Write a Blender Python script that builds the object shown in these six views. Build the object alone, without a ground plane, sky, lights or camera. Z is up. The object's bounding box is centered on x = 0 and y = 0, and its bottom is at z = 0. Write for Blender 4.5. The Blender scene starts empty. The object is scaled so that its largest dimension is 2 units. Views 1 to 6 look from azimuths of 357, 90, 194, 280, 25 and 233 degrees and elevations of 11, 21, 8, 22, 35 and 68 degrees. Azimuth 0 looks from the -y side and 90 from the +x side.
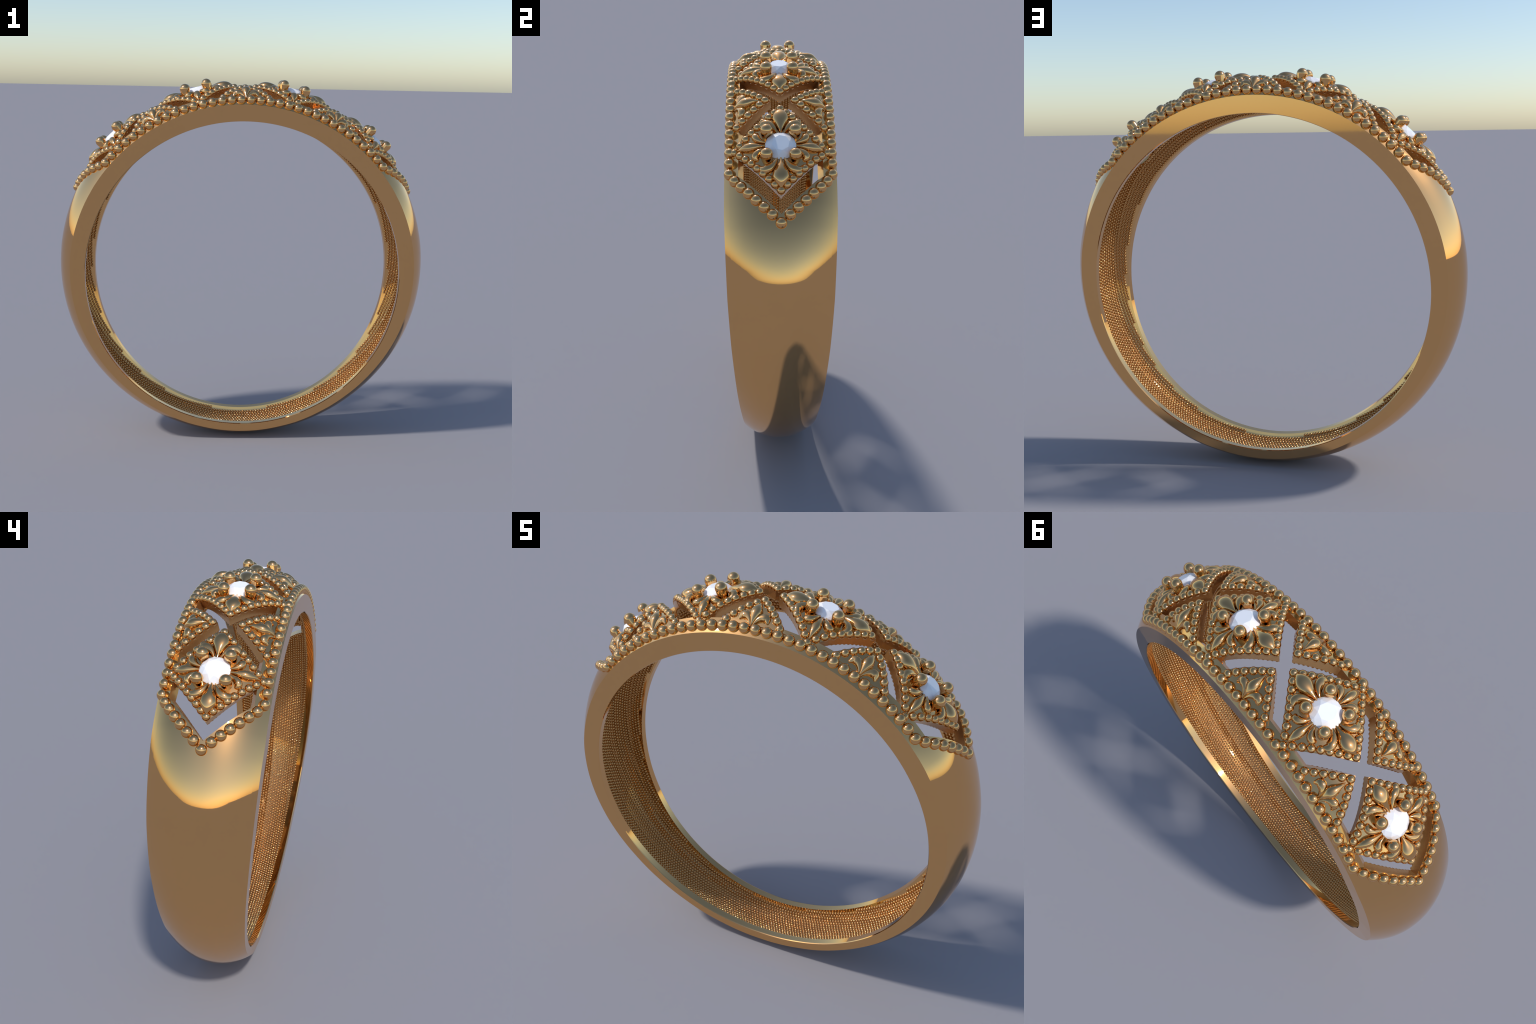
import bpy, bmesh, math
import numpy as np
from mathutils import Matrix, Vector

# ------------------------------------------------------------------ frame
AXIS_Z = 0.935                       # height of the finger-hole axis (axis runs along y)
HEAD_R = 1.0185                      # deck radius on the centre line of the head
HEAD_D = 0.0895                      # how far the dome falls towards its edges
HEAD_W = 0.238                       # half width of the band in the ornamented head
PITCH = math.radians(29.2)           # angle between neighbouring lozenges
WIN_Y = 0.178                        # half width of the openwork window
GRID_R = 1.015                       # radius used to turn arc length into angle


def table(deg, xs, ys):
    return np.interp(np.abs(deg), xs, ys)


def crown_radius(deg):               # outer radius on the centre line
    return table(deg, [58, 64, 70, 80, 90, 100, 110, 120, 130, 140, 150, 165, 180],
                 [HEAD_R, 1.0165, 1.0135, 1.0082, 1.0, 0.9915, 0.9825, 0.9725, 0.9625,
                  0.9535, 0.9455, 0.9380, 0.9350])


def half_width(deg):
    return table(deg, [0, 60, 70, 82, 96, 105, 112, 127, 141, 150, 165, 180],
                 [.238, .2375, .232, .225, .212, .2015, .194, .1775, .1655, .158, .149, .145])


def dome_drop(deg):
    return table(deg, [0, 60, 80, 105, 125, 140, 160, 180], [HEAD_D, HEAD_D, .0820, .0740, .0695, .0640, .0520, .0460])


def dome_power(deg):                 # fuller shoulders in the head, rounder shank
    return table(deg, [0, 58, 75, 180], [2.5, 2.5, 2.15, 2.15])


def dome(t, power=2.5):
    return np.abs(t) ** power


def dome_slope(t, power=2.5):
    return power * np.sign(t) * np.abs(t) ** (power - 1)


def deck(deg, t):
    """outer surface: radius at angle deg, t = y / half width"""
    return crown_radius(deg) - dome_drop(deg) * dome(t, dome_power(deg))


def rail_fade(deg):
    return table(deg, [0, 48.5, 50.5, 180], [1, 1, 0, 0])


def band_top(deg, t):
    """the dome, with a flat ledge along both edges of the window for the large beads"""
    r = deck(deg, t)
    y = np.abs(t) * half_width(deg)
    ledge = np.minimum(r, .9700 - .57 * (y - WIN_Y))
    k = rail_fade(deg) * (y > WIN_Y - 1e-4)
    return r + (ledge - r) * k


def ring_point(deg, y, r, base=AXIS_Z):
    a = np.radians(deg)
    return np.stack([r * np.sin(a), y + 0 * a, base + r * np.cos(a)], -1)


WALL = 0.0405                         # thickness of the hollow-backed shell
UNDER = 0.882                        # the underside is narrower: walls follow the dome normal


def floor_coef(deg):
    return 1.128 * dome_drop(deg) / half_width(deg) ** dome_power(deg)


def floor_radius(deg, y):
    return np.maximum(crown_radius(deg) - WALL - floor_coef(deg) * np.abs(y) ** dome_power(deg), .852)


T_WIN = WIN_Y / HEAD_W


def channel(deg, a):
    """hollow back of the band: shell parallel to the dome, then a fillet down to the lip (a = 0 .. 0.9)"""
    w = half_width(deg)
    yt, ye = UNDER * T_WIN * w, w - .040
    rt0 = floor_radius(deg, yt)
    rt = rt0 + (np.minimum(rt0, .934) - rt0) * rail_fade(deg)
    y_in = UNDER * a * w
    r_in = floor_radius(deg, y_in) - (rt0 - rt) * np.clip((a - .6) / (T_WIN - .6), 0, 1) ** 2
    u = np.clip((a - T_WIN) / (.9 - T_WIN), 0, 1)
    return np.where(a <= T_WIN, y_in, yt + (ye - yt) * u), np.where(a <= T_WIN, r_in, rt - (rt - .856) * u ** 3.0)


def inner_profile(deg, t):
    """inner surface of the band: channel and smooth lip"""
    w = half_width(deg)
    a = np.abs(t)
    y, r = channel(deg, np.minimum(a, .9))
    lip = a > .902
    y = np.where(lip, np.interp(a, [.902, .906, .985, 1.0], [-.039, -.037, -.004, 0.0]) + w, y)
    r = np.where(lip, np.interp(a, [.902, .906, .985, 1.0], [.8475, .8450, .8433, .8458]), r)
    return np.sign(t) * y, r


# ------------------------------------------------------------------ materials
def new_material(name):
    m = bpy.data.materials.new(name)
    m.use_nodes = True
    return m, m.node_tree.nodes, m.node_tree.links, m.node_tree.nodes["Principled BSDF"]


def gold_material(name, color, rough, wobble, scale):
    m, n, l, p = new_material(name)
    p.inputs["Metallic"].default_value = 1.0
    tc = n.new("ShaderNodeTexCoord")
    no = n.new("ShaderNodeTexNoise")
    no.inputs["Scale"].default_value = scale
    no.inputs["Detail"].default_value = 3
    l.new(tc.outputs["Object"], no.inputs["Vector"])
    ramp = n.new("ShaderNodeValToRGB")
    ramp.color_ramp.elements[0].position = 0.3
    ramp.color_ramp.elements[1].position = 0.7
    ramp.color_ramp.elements[0].color = (*[c * (1 - wobble) for c in color], 1)
    ramp.color_ramp.elements[1].color = (*[min(1, c * (1 + wobble)) for c in color], 1)
    l.new(no.outputs["Fac"], ramp.inputs["Fac"])
    l.new(ramp.outputs["Color"], p.inputs["Base Color"])
    mr = n.new("ShaderNodeMapRange")
    mr.inputs["To Min"].default_value = rough * .8
    mr.inputs["To Max"].default_value = rough * 1.2
    l.new(no.outputs["Fac"], mr.inputs["Value"])
    l.new(mr.outputs["Result"], p.inputs["Roughness"])
    return m


GOLD = (0.80, 0.46, 0.185)
gold = gold_material("polished_gold", GOLD, 0.03, 0.01, 3.0)
gold_orn = gold_material("ornament_gold", GOLD, 0.04, 0.01, 9.0)
gold_grain = gold_material("granulated_gold", tuple(c * .9 for c in GOLD), 0.08, 0.02, 40.0)


def add_satin_lobe(m, rough, share):
    n, l = m.node_tree.nodes, m.node_tree.links
    p = n["Principled BSDF"]
    q = n.new("ShaderNodeBsdfPrincipled")
    q.inputs["Metallic"].default_value = 1.0
    q.inputs["Roughness"].default_value = rough
    q.inputs["Base Color"].default_value = (*[c * .72 for c in GOLD], 1)
    mix = n.new("ShaderNodeMixShader")
    mix.inputs["Fac"].default_value = share
    l.new(p.outputs["BSDF"], mix.inputs[1])
    l.new(q.outputs["BSDF"], mix.inputs[2])
    l.new(mix.outputs["Shader"], n["Material Output"].inputs["Surface"])


add_satin_lobe(gold_grain, 0.29, 0.33)


# slit walls: gold given diffuse colour, brightening slits where mirror bounces go black
gold_wall = gold_material("slit_brightened_gold", tuple(c * .92 for c in GOLD), 0.22, 0.03, 30.0)
gold_wall.node_tree.nodes["Principled BSDF"].inputs["Metallic"].default_value = 0.88


def gem_material():
    m, n, l, p = new_material("milky_gem")
    tc = n.new("ShaderNodeTexCoord")
    vo = n.new("ShaderNodeTexNoise")
    vo.inputs["Scale"].default_value = 14
    l.new(tc.outputs["Object"], vo.inputs["Vector"])
    ramp = n.new("ShaderNodeValToRGB")
    ramp.color_ramp.elements[0].color = (0.93, 0.94, 0.965, 1)
    ramp.color_ramp.elements[1].color = (0.97, 0.975, 0.985, 1)
    l.new(vo.outputs["Fac"], ramp.inputs["Fac"])
    l.new(ramp.outputs["Color"], p.inputs["Base Color"])
    p.inputs["Roughness"].default_value = 0.05
    p.inputs["IOR"].default_value = 1.45
    return m


gem = gem_material()


# ------------------------------------------------------------------ helpers
def make_mesh(name, verts, faces, mat, sharp=35):
    me = bpy.data.meshes.new(name)
    me.from_pydata([tuple(v) for v in verts], [], faces)
    me.materials.append(mat)
    bm = bmesh.new()
    bm.from_mesh(me)
    bmesh.ops.recalc_face_normals(bm, faces=bm.faces)
    bm.to_mesh(me)
    bm.free()
    me.polygons.foreach_set("use_smooth", [True] * len(me.polygons))
    if sharp:
        me.set_sharp_from_angle(angle=math.radians(sharp))
    me.update()
    return me


def add(name, me, parent, matrix=None):
    ob = bpy.data.objects.new(name, me)
    bpy.context.scene.collection.objects.link(ob)
    ob.parent = parent
    if matrix is not None:
        ob.matrix_basis = matrix
    return ob


def slab(flat_verts, flat_faces, top, bottom):
    """closed solid from a flat patch: top sheet, bottom sheet, walls along every border edge
    (the walls come last; their count is returned too)"""
    n = len(flat_verts)
    verts = list(top(flat_verts)) + list(bottom(flat_verts))
    faces = [tuple(f) for f in flat_faces] + [tuple(i + n for i in reversed(f)) for f in flat_faces]
    count = {}
    for f in flat_faces:
        for i in range(len(f)):
            e = (f[i], f[(i + 1) % len(f)])
            k = (min(e), max(e))
            count.setdefault(k, []).append(e)
    for k, es in count.items():
        if len(es) == 1:
            a, b = es[0]
            faces.append((b, a, a + n, b + n))
    return verts, faces, len(flat_faces) * 2


# ------------------------------------------------------------------ band
ring = bpy.data.objects.new("gold_ring", None)
bpy.context.scene.collection.objects.link(ring)
ring["label"] = "gold openwork ring with beaded lozenges and white gemstones"
ring["category"] = "ring"

WIN_SIDE, WIN_TIP = 50.7, 60.7       # window corners (degrees)
window = [(-WIN_SIDE, T_WIN), (WIN_SIDE, T_WIN), (WIN_TIP, 0), (WIN_SIDE, -T_WIN),
          (-WIN_SIDE, -T_WIN), (-WIN_TIP, 0)]


def build_band():
    tl = sorted(set([0.0, T_WIN, -T_WIN] + [s * v for s in (1, -1) for v in
                (.08, .16, .24, .32, .40, .48, .56, .64, .70, .80, .85, .90, .906, .94, .97, .985, 1.0)]))
    angles = np.arange(-180, 181, 1.0)
    bm = bmesh.new()
    grid = [[bm.verts.new((d / 100.0, t, 0)) for t in tl] for d in angles]
    for i in range(len(angles) - 1):
        for j in range(len(tl) - 1):
            bm.faces.new((grid[i][j], grid[i + 1][j], grid[i + 1][j + 1], grid[i][j + 1]))
    for k in range(6):
        x0, y0 = window[k]
        x1, y1 = window[(k + 1) % 6]
        x0, x1 = x0 / 100, x1 / 100
        if abs(y0 - y1) < 1e-6:
            no = Vector((0, 1, 0))
        else:
            no = Vector((y1 - y0, x0 - x1, 0)).normalized()
        lo, hi = min(x0, x1) - .02, max(x0, x1) + .02
        geom = [f for f in bm.faces if lo < f.calc_center_median().x < hi]
        es = {e for f in geom for e in f.edges}
        vs = {v for f in geom for v in f.verts}
        bmesh.ops.bisect_plane(bm, geom=list(vs) + list(es) + geom, dist=1e-5,
                               plane_co=(x0, y0, 0), plane_no=no)

    def inside(c):
        x, t = abs(c.x) * 100, abs(c.y)
        return t < T_WIN and x < WIN_SIDE + (WIN_TIP - WIN_SIDE) * (1 - t / T_WIN)
    bmesh.ops.delete(bm, geom=[f for f in bm.faces if inside(f.calc_center_median())], context='FACES')
    bm.verts.index_update()
    fv = np.array([v.co[:2] for v in bm.verts])
    ff = [[v.index for v in f.verts] for f in bm.faces]
    bm.free()
    # close the band at 180 degrees by sharing the seam vertices
    ident = {}
    remap = np.arange(len(fv))
    for i, (x, y) in enumerate(fv):
        if abs(abs(x) - 1.8) < 1e-5:
            k = round(float(y), 5)
            remap[i] = ident.setdefault(k, i)
    ff = [[int(remap[i]) for i in f] for f in ff]

    def top(v):
        d, t = v[:, 0] * 100, v[:, 1]
        return ring_point(d, t * half_width(d), band_top(d, t))

    def bottom(v):
        d, t = v[:, 0] * 100, v[:, 1]
        y, r = inner_profile(d, t)
        return ring_point(d, y, r)
    verts, faces, first = slab(fv, ff, top, bottom)
    me = make_mesh("band", verts, faces, gold, 30)
    me.materials.append(gold_wall)
    n = len(fv)
    for k in range(first, len(faces)):
        if abs(fv[faces[k][0] % n][1]) < .98:
            me.polygons[k].material_index = 1
    bm = bmesh.new()
    bm.from_mesh(me)
    loose = [v for v in bm.verts if not v.link_faces]
    bmesh.ops.delete(bm, geom=loose, context='VERTS')
    bm.to_mesh(me)
    bm.free()
    me.set_sharp_from_angle(angle=math.radians(30))
    return me


band = add("band", build_band(), ring)

# ------------------------------------------------------------------ panels (built at angle 0 round the axis)
LOZ_A, LOZ_B = 0.2015, 0.1955        # bead line half diagonals
EDGE = 0.0160                        # panel edge beyond the bead line
TRI_TOP = 0.0645
PANEL_Y = 0.197                      # panels lie on the ledge of the band up to here
TRI_LEG_A, TRI_LEG_B = 0.1255, 0.187


def clip_poly(poly, ymax, ymin):
    def half(p, f):
        out = []
        for i in range(len(p)):
            a, b = p[i], p[(i + 1) % len(p)]
            fa, fb = f(a), f(b)
            if fa >= 0:
                out.append(a)
            if fa * fb < 0:
                s = fa / (fa - fb)
                out.append((a[0] + s * (b[0] - a[0]), a[1] + s * (b[1] - a[1])))
        return out
    return half(half(poly, lambda q: ymax - q[1]), lambda q: q[1] - ymin)


d2 = EDGE * math.sqrt(2)
lozenge = clip_poly([(LOZ_A + d2, 0), (0, LOZ_B + d2), (-LOZ_A - d2, 0), (0, -LOZ_B - d2)], PANEL_Y, -PANEL_Y)
slope = (TRI_LEG_B - TRI_TOP) / TRI_LEG_A
tri_tip = TRI_TOP - d2
trap = clip_poly([(0, -tri_tip), (-.3, -tri_tip - .3 * slope), (.3, -tri_tip - .3 * slope)], 1, -PANEL_Y)


def surf(a, b, h):
    """point of the head above arc length a, width b, height h along the dome normal (axis frame)"""
    a, b, h = (np.asarray(v, float) for v in (a, b, h))
    ang = a / GRID_R
    t = b / HEAD_W
    r = HEAD_R - HEAD_D * dome(t)
    m = HEAD_D * dome_slope(t) / HEAD_W
    q = 1 / np.sqrt(1 + m * m)
    y = b + h * m * q
    r = r + h * q
    return np.stack([r * np.sin(ang), y, r * np.cos(ang)], -1)


def panel_mesh(name, poly):
    bm = bmesh.new()
    vs = [bm.verts.new((x, y, 0)) for x, y in poly]
    bm.faces.new(vs)
    for ax, lim in ((0, .24), (1, .19)):
        for c in np.arange(-lim, lim + .001, .012):
            no = Vector((1, 0, 0)) if ax == 0 else Vector((0, 1, 0))
            co = Vector((c + .0003, c + .0003, 0))
            bmesh.ops.bisect_plane(bm, geom=bm.verts[:] + bm.edges[:] + bm.faces[:], dist=1e-6,
                                   plane_co=co, plane_no=no)
    bm.verts.index_update()
    fv = np.array([v.co[:2] for v in bm.verts])
    ff = [[v.index for v in f.verts] for f in bm.faces]
    bm.free()

    def top(v):
        return surf(v[:, 0], v[:, 1], 0 * v[:, 0])

    def bottom(v):
        y = v[:, 1] * UNDER
        r = floor_radius(0 * y, y) - .003
        return ring_point(np.degrees(v[:, 0] / GRID_R), y, r, 0)
    verts, faces, first = slab(fv, ff, top, bottom)
    me = make_mesh(name, verts, faces, gold_orn, 35)
    me.materials.append(gold_wall)
    for k in range(first, len(faces)):
        me.polygons[k].material_index = 1
    return me


def sphere_mesh(name, r, mat, seg=24, rings=16):
    bm = bmesh.new()
    bmesh.ops.create_uvsphere(bm, u_segments=seg, v_segments=rings, radius=r)
    me = bpy.data.meshes.new(name)
    bm.to_mesh(me)
    bm.free()
    me.materials.append(mat)
    me.polygons.foreach_set("use_smooth", [True] * len(me.polygons))
    return me


def smooth_path(pts, n):
    """Catmull-Rom through the control points"""
    p = np.array(pts, float)
    p = np.vstack([2 * p[0] - p[1], p, 2 * p[-1] - p[-2]])
    out = []
    segs = len(p) - 3
    for u in np.linspace(0, segs, n):
        i = min(int(u), segs - 1)
        f = u - i
        a, b, c, d = p[i:i + 4]
        out.append(.5 * (2 * b + (c - a) * f + (2 * a - 5 * b + 4 * c - d) * f * f + (3 * b - a - 3 * c + d) * f ** 3))
    return np.array(out)


def petal_mesh(name, path, widths, heights, n=26, m=14, sink=.004, power=.8):
    """teardrop of relief: a loft of arched cross-sections along a path on the dome"""
    c = smooth_path(path, n)
    s = np.linspace(0, 1, n)
    wk = np.linspace(0, 1, len(widths))
    w = smooth_path(np.stack([wk, widths], 1), n)[:, 1].clip(.0006)
    h = smooth_path(np.stack([np.linspace(0, 1, len(heights)), heights], 1), n)[:, 1].clip(.001)
    tan = np.gradient(c, axis=0)
    tan /= np.linalg.norm(tan, axis=1)[:, None]
    nor = np.stack([-tan[:, 1], tan[:, 0]], 1)
    verts = []
    for i in range(n):
        for j in range(m + 1):
            a = math.pi * j / m
            off = math.copysign(abs(math.cos(a)) ** .85, math.cos(a)) * w[i]
            up = (math.sin(a) ** power) * (h[i] + sink) - sink
            q = c[i] + nor[i] * off
            verts.append(surf(q[0], q[1], up))
    faces = []
    for i in range(n - 1):
        for j in range(m):
            k = i * (m + 1) + j
            faces.append((k, k + 1, k + m + 2, k + m + 1))
        faces.append((i * (m + 1), (i + 1) * (m + 1), (i + 1) * (m + 1) + m, i * (m + 1) + m))
    faces.append(tuple(range(m + 1)))
    faces.append(tuple(reversed(range((n - 1) * (m + 1), n * (m + 1)))))
    return make_mesh(name, verts, faces, gold_orn, 50)


def mirrored(path, sa, sb):
    return [(x * sa, y * sb) for x, y in path]


small_bead = sphere_mesh("bead_small", .0185, gold_orn)
large_bead = sphere_mesh("bead_large", .0246, gold_orn, 28, 18)

loz_panel_me = panel_mesh("lozenge_panel", lozenge)
tri_panel_me = panel_mesh("triangle_panel", trap)
tri_panel_flip = panel_mesh("triangle_panel", [(x, -y) for x, y in reversed(trap)])

# petals of one lozenge
BIG = dict(path=[(.054, 0), (.10, 0), (.15, 0), (.196, 0)],
           widths=[.003, .010, .022, .034, .036, .024, .003],
           heights=[.010, .017, .026, .033, .034, .027, .010])
SIDE = dict(path=[(0, .056), (0, .10), (0, .14), (0, .181)],
            widths=[.0025, .009, .016, .0215, .021, .013, .002],
            heights=[.006, .013, .020, .025, .024, .017, .005])
CURL = dict(path=[(.056, .012), (.082, .026), (.103, .045), (.111, .068), (.097, .090)],
            widths=[.0025, .009, .016, .0205, .0212, .0175, .006],
            heights=[.008, .015, .020, .023, .023, .018, .007])
CURL2 = dict(path=[(.012, .056), (.022, .080), (.036, .098), (.054, .103), (.068, .094)],
             widths=[.0025, .008, .0135, .0170, .0175, .0145, .005],
             heights=[.008, .014, .019, .022, .022, .017, .006])
loz_petals = []
for s in (1, -1):
    loz_petals.append(petal_mesh("petal", mirrored(BIG["path"], s, 1), BIG["widths"], BIG["heights"]))
    loz_petals.append(petal_mesh("petal", mirrored(SIDE["path"], 1, s), SIDE["widths"], SIDE["heights"]))
for sa in (1, -1):
    for sb in (1, -1):
        for c in (CURL, CURL2):
            loz_petals.append(petal_mesh("petal", mirrored(c["path"], sa, sb), c["widths"], c["heights"]))

# fleur of one triangle
LILY = dict(path=[(0, -.205), (0, -.17), (0, -.135), (0, -.088)],
            widths=[.002, .009, .019, .0265, .024, .012, .0015],
            heights=[.006, .015, .024, .030, .028, .018, .004])
LEAF = dict(path=[(.004, -.203), (.018, -.178), (.036, -.164), (.056, -.165), (.068, -.182)],
            widths=[.0025, .008, .0135, .0170, .0175, .0145, .005],
            heights=[.005, .011, .016, .019, .019, .014, .005])
tri_petals = {}
for sb in (1, -1):
    tri_petals[sb] = [petal_mesh("petal", mirrored(LILY["path"], 1, sb), LILY["widths"], LILY["heights"])]
    for sa in (1, -1):
        tri_petals[sb].append(petal_mesh("petal", mirrored(LEAF["path"], sa, sb), LEAF["widths"], LEAF["heights"]))

# prong: tapered post with a round head and a flat seat cut towards the stone
PRONG_A, PRONG_B = 0.0585, 0.0592
BALL_R, BALL_H = 0.0272, 1.0495


def prong_mesh(sa, sb):
    prof = [(.0215, .985), (.0218, 1.0), (.0235, 1.02), (.0255, 1.035), (.0269, 1.048)]
    for k in range(0, 9):
        a = math.pi / 2 * k / 8
        prof.append((max(BALL_R * math.cos(a), 1e-4), BALL_H + BALL_R * math.sin(a)))
    seg = 28
    verts, faces = [], []
    dx, dy = -sa / math.sqrt(2), -sb / math.sqrt(2)     # towards the stone
    for i, (r, z) in enumerate(prof):
        for j in range(seg):
            a = 2 * math.pi * j / seg
            x, y = r * math.cos(a), r * math.sin(a)
            k = x * dx + y * dy
            if z < 1.0485 and k > .016:
                x -= (k - .016) * dx
                y -= (k - .016) * dy
            verts.append((sa * PRONG_A + x, sb * PRONG_B + y, z))
    for i in range(len(prof) - 1):
        for j in range(seg):
            k = (j + 1) % seg
            faces.append((i * seg + j, i * seg + k, (i + 1) * seg + k, (i + 1) * seg + j))
    faces.append(tuple(reversed(range(seg))))
    faces.append(tuple(range((len(prof) - 1) * seg, len(prof) * seg)))
    return make_mesh("prong", verts, faces, gold_orn, 40)


prongs = [prong_mesh(a, b) for a in (1, -1) for b in (1, -1)]


def gem_mesh():
    """round brilliant: octagonal table, star / kite / girdle facets, pavilion"""
    g0 = 1.020
    v, f = [], []
    R, RM, RT = .0660, .0545, .0370
    H, HM = .026, .0145
    for k in range(8):
        a = math.pi / 4 * k
        v.append((RT * math.cos(a), RT * math.sin(a), g0 + H))
    for k in range(8):
        a = math.pi / 4 * (k + .5)
        v.append((RM * math.cos(a), RM * math.sin(a), g0 + HM))
    for z in (g0 + .002, g0 - .002):
        for k in range(16):
            a = math.pi / 8 * k
            v.append((R * math.cos(a), R * math.sin(a), z))
    v.append((0, 0, g0 - .055))
    T = lambda k: k % 8
    M = lambda k: 8 + k % 8
    G = lambda k: 16 + k % 16
    B = lambda k: 32 + k % 16
    f.append(tuple(T(k) for k in range(8)))
    for k in range(8):
        f.append((T(k), M(k), T(k + 1)))
        f.append((T(k), M(k - 1), G(2 * k), M(k)))
        f.append((M(k), G(2 * k), G(2 * k + 1)))
        f.append((M(k), G(2 * k + 1), G(2 * k + 2)))
    for k in range(16):
        f.append((G(k), B(k), B(k + 1), G(k + 1)))
        f.append((B(k), 48, B(k + 1)))
    me = make_mesh("gemstone", v, f, gem, 0)
    me.polygons.foreach_set("use_smooth", [False] * len(me.polygons))
    return me


gem_me = gem_mesh()


def axis_matrix(ang):
    return Matrix.Translation((0, 0, AXIS_Z)) @ Matrix.Rotation(ang, 4, 'Y')


BEAD_LIFT = -0.002
loz_angles = [-1.5 * PITCH, -.5 * PITCH, .5 * PITCH, 1.5 * PITCH]
tri_angles = [-PITCH, 0.0, PITCH]

for ang in loz_angles:
    panel = add("lozenge_panel", loz_panel_me, ring, axis_matrix(ang))
    for me in loz_petals:
        add("petal", me, panel)
    for me in prongs:
        add("prong", me, panel)
    add("gemstone", gem_me, panel, Matrix.Rotation(math.radians(11), 4, 'Z'))
    corner = [(LOZ_A, 0), (0, LOZ_B), (-LOZ_A, 0), (0, -LOZ_B)]
    for k in range(4):
        (a0, b0), (a1, b1) = corner[k], corner[(k + 1) % 4]
        for i in range(8):
            s = i / 8
            p = surf(a0 + (a1 - a0) * s, b0 + (b1 - b0) * s, BEAD_LIFT)
            add("bead", small_bead, panel, Matrix.Translation(p))

for ang in tri_angles:
    for sb in (1, -1):
        panel = add("triangle_panel", tri_panel_me if sb == 1 else tri_panel_flip, ring, axis_matrix(ang))
        for me in tri_petals[sb]:
            add("petal", me, panel)
        for i in range(-5, 6):
            s = abs(i) / 5
            a = math.copysign(s, i) * TRI_LEG_A
            b = -(TRI_TOP + s * (TRI_LEG_B - TRI_TOP))
            add("bead", small_bead, panel, Matrix.Translation(surf(a, b * sb, BEAD_LIFT)))

# large beads along both edges and round the pointed ends
for sy in (1, -1):
    for i in range(17):
        for sx in (1, -1):
            d = sx * (1.5 + 3.0 * i + .035 * max(0, i - 14))
            add("bead", large_bead, ring, Matrix.Translation(ring_point(np.array(d), sy * .2142, .952)))
chevron = [(51.8, .1912), (53.7, .1639), (55.55, .1328), (57.35, .1016), (59.1, .0691), (60.85, .0361)]
for sx in (1, -1):
    for d, y in chevron:
        for sy in (1, -1):
            r = deck(d, y / HEAD_W) + .000
            add("bead", large_bead, ring, Matrix.Translation(ring_point(np.array(sx * d), sy * y, r)))
    add("bead", large_bead, ring, Matrix.Translation(ring_point(np.array(sx * 62.8), 0, 1.0170)))


# ------------------------------------------------------------------ granulated lining
def in_poly(poly, x, y, margin):
    for i in range(len(poly)):
        x0, y0 = poly[i]
        x1, y1 = poly[(i + 1) % len(poly)]
        l = math.hypot(x1 - x0, y1 - y0)
        if ((x1 - x0) * (y - y0) - (y1 - y0) * (x - x0)) / l < margin:
            return False
    return True


def ccw(p):
    s = sum(p[i][0] * p[(i + 1) % len(p)][1] - p[(i + 1) % len(p)][0] * p[i][1] for i in range(len(p)))
    return p if s > 0 else list(reversed(p))


loz_c = ccw(lozenge)
tri_c = {1: ccw(trap), -1: ccw([(x, -y) for x, y in trap])}


def has_floor(d, b):
    if abs(d) > WIN_TIP + 1.2:
        return True
    tb = abs(b) / WIN_Y
    if tb > 1.09:
        return True
    if abs(d) > WIN_SIDE + (WIN_TIP - WIN_SIDE) * (1 - tb) + 1.15:
        return True
    for ang in loz_angles:
        a = (math.radians(d) - ang) * GRID_R
        if abs(a) < .24 and in_poly(loz_c, a, b, .0135):
            return True
    for ang in tri_angles:
        a = (math.radians(d) - ang) * GRID_R
        for sb in (1, -1):
            if abs(a) < .2 and in_poly(tri_c[sb], a, b, .0135):
                return True
    return False


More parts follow.
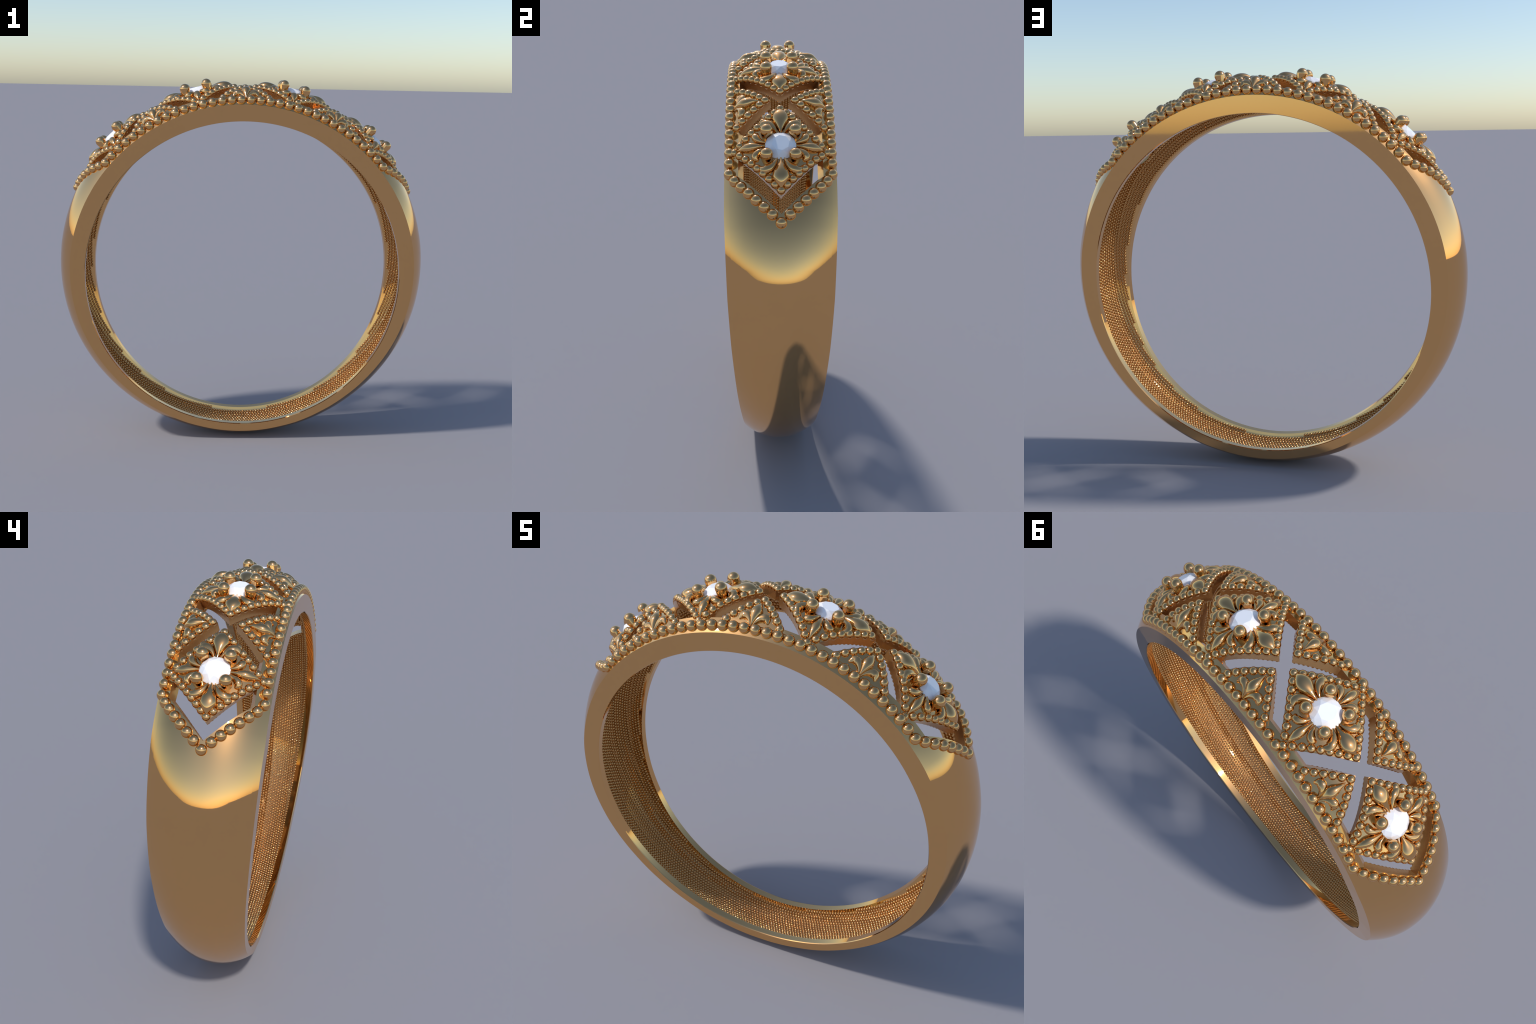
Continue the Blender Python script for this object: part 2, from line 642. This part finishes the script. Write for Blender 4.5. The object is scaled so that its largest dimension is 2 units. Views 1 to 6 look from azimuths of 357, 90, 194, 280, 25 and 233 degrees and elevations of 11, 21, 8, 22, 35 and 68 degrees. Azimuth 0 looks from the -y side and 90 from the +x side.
def build_grain():
    rng = np.random.default_rng(7)
    R = .0082
    seg = 8
    prof = [(1.0, -.2), (.97, .30), (.80, .70), (.45, .98)]
    base = []
    for rr, hh in prof:
        for j in range(seg):
            a = 2 * math.pi * (j + .5) / seg
            base.append((rr * math.cos(a) * R, rr * math.sin(a) * R, hh * R))
    base.append((0, 0, 1.1 * R))
    base = np.array(base)
    bf = []
    for i in range(3):
        for j in range(seg):
            k = (j + 1) % seg
            bf.append((i * seg + j, i * seg + k, (i + 1) * seg + k, (i + 1) * seg + j))
    tip = [(3 * seg + j, 3 * seg + (j + 1) % seg, 4 * seg) for j in range(seg)]
    tip.append(tuple(reversed(range(seg))))
    n_round = 352
    pitch = .0152
    wobble = rng.uniform(-.1, .1, 64)
    fa = np.linspace(0, .9, 181)
    V, F = [], []
    cnt = 0
    for half in range(2 * n_round):
        d0 = -180 + 180 * half / n_round
        w = float(half_width(d0))
        py, pr = channel(np.full_like(fa, d0), fa)
        arc = np.concatenate([[0], np.cumsum(np.hypot(np.diff(py), np.diff(pr)))])
        for j in range(half % 2, int((arc[-1] - .002) / pitch) + 1, 2):
            s = j * pitch
            y, r, fr = (float(np.interp(s, arc, q)) for q in (py, pr, fa))
            dy = float(np.interp(s + .002, arc, py) - np.interp(s - .002, arc, py))
            dr = float(np.interp(s + .002, arc, pr) - np.interp(s - .002, arc, pr))
            k = math.hypot(dy, dr)
            for sy in ((1, -1) if j else (1,)):
                d = d0 + wobble[j + (32 if sy < 0 else 0)] * 360 / n_round
                if not has_floor(d, sy * fr * w):
                    continue
                a = math.radians(d)
                e1 = np.array([math.cos(a), 0, -math.sin(a)])
                rad = np.array([math.sin(a), 0, math.cos(a)])
                nrm = -(rad * (dy / k) + np.array([0, -sy * dr / k, 0]))
                e2 = np.cross(nrm, e1)
                c = rad * r + np.array([0, sy * y, AXIS_Z])
                V.append(c + base[:, :1] * e1 + base[:, 1:2] * e2 + base[:, 2:] * nrm)
                F += [tuple(x + cnt for x in f) for f in bf] + [tuple(x + cnt for x in f) for f in tip]
                cnt += len(base)

    # one regular row of grains along every sawn edge
    def edge_row(p, q, inset, drop):
        L = math.hypot((q[0] - p[0]) * GRID_R, q[1] - p[1])
        m = max(2, int(L / .0190))
        for i in range(m):
            f = (i + .5) / m
            a, b = p[0] + (q[0] - p[0]) * f, p[1] + (q[1] - p[1]) * f
            nx, ny = -(q[1] - p[1]) / L, (q[0] - p[0]) * GRID_R / L
            yield a + nx * inset / GRID_R, b + ny * inset, drop

    rows = []
    for poly, angs in [(loz_c, loz_angles), (tri_c[1], tri_angles), (tri_c[-1], tri_angles)]:
        for ang in angs:
            for i in range(len(poly)):
                (x0, y0), (x1, y1) = poly[i], poly[(i + 1) % len(poly)]
                if abs(y0 - y1) > 1e-6:
                    rows += edge_row((ang + x0 / GRID_R, y0), (ang + x1 / GRID_R, y1), .0078, .003)
    for i in range(6):
        (x0, y0), (x1, y1) = window[i], window[(i + 1) % 6]
        rows += edge_row((math.radians(x0), y0 * HEAD_W), (math.radians(x1), y1 * HEAD_W), .0078, .0)
    for a, b, drop in rows:
        d = math.degrees(a)
        w = float(half_width(d))
        y, r = (float(v) for v in channel(d, abs(b) / w))
        y2, r2 = (float(v) for v in channel(d, abs(b) / w + .004))
        k = math.hypot(y2 - y, r2 - r)
        sy = 1 if b >= 0 else -1
        e1 = np.array([math.cos(a), 0, -math.sin(a)])
        rad = np.array([math.sin(a), 0, math.cos(a)])
        nrm = -(rad * ((y2 - y) / k) + np.array([0, -sy * (r2 - r) / k, 0]))
        e2 = np.cross(nrm, e1)
        c = rad * r + np.array([0, sy * y, AXIS_Z]) + nrm * drop
        V.append(c + base[:, :1] * e1 + base[:, 1:2] * e2 + base[:, 2:] * nrm)
        F += [tuple(x + cnt for x in f) for f in bf] + [tuple(x + cnt for x in f) for f in tip]
        cnt += len(base)
    me = bpy.data.meshes.new("lining_grain")
    me.from_pydata(np.concatenate(V).tolist(), [], F)
    me.materials.append(gold_grain)
    me.polygons.foreach_set("use_smooth", [True] * len(me.polygons))
    me.update()
    return me


grain = add("lining_grain", build_grain(), ring)
grain["kind"] = "stuff"
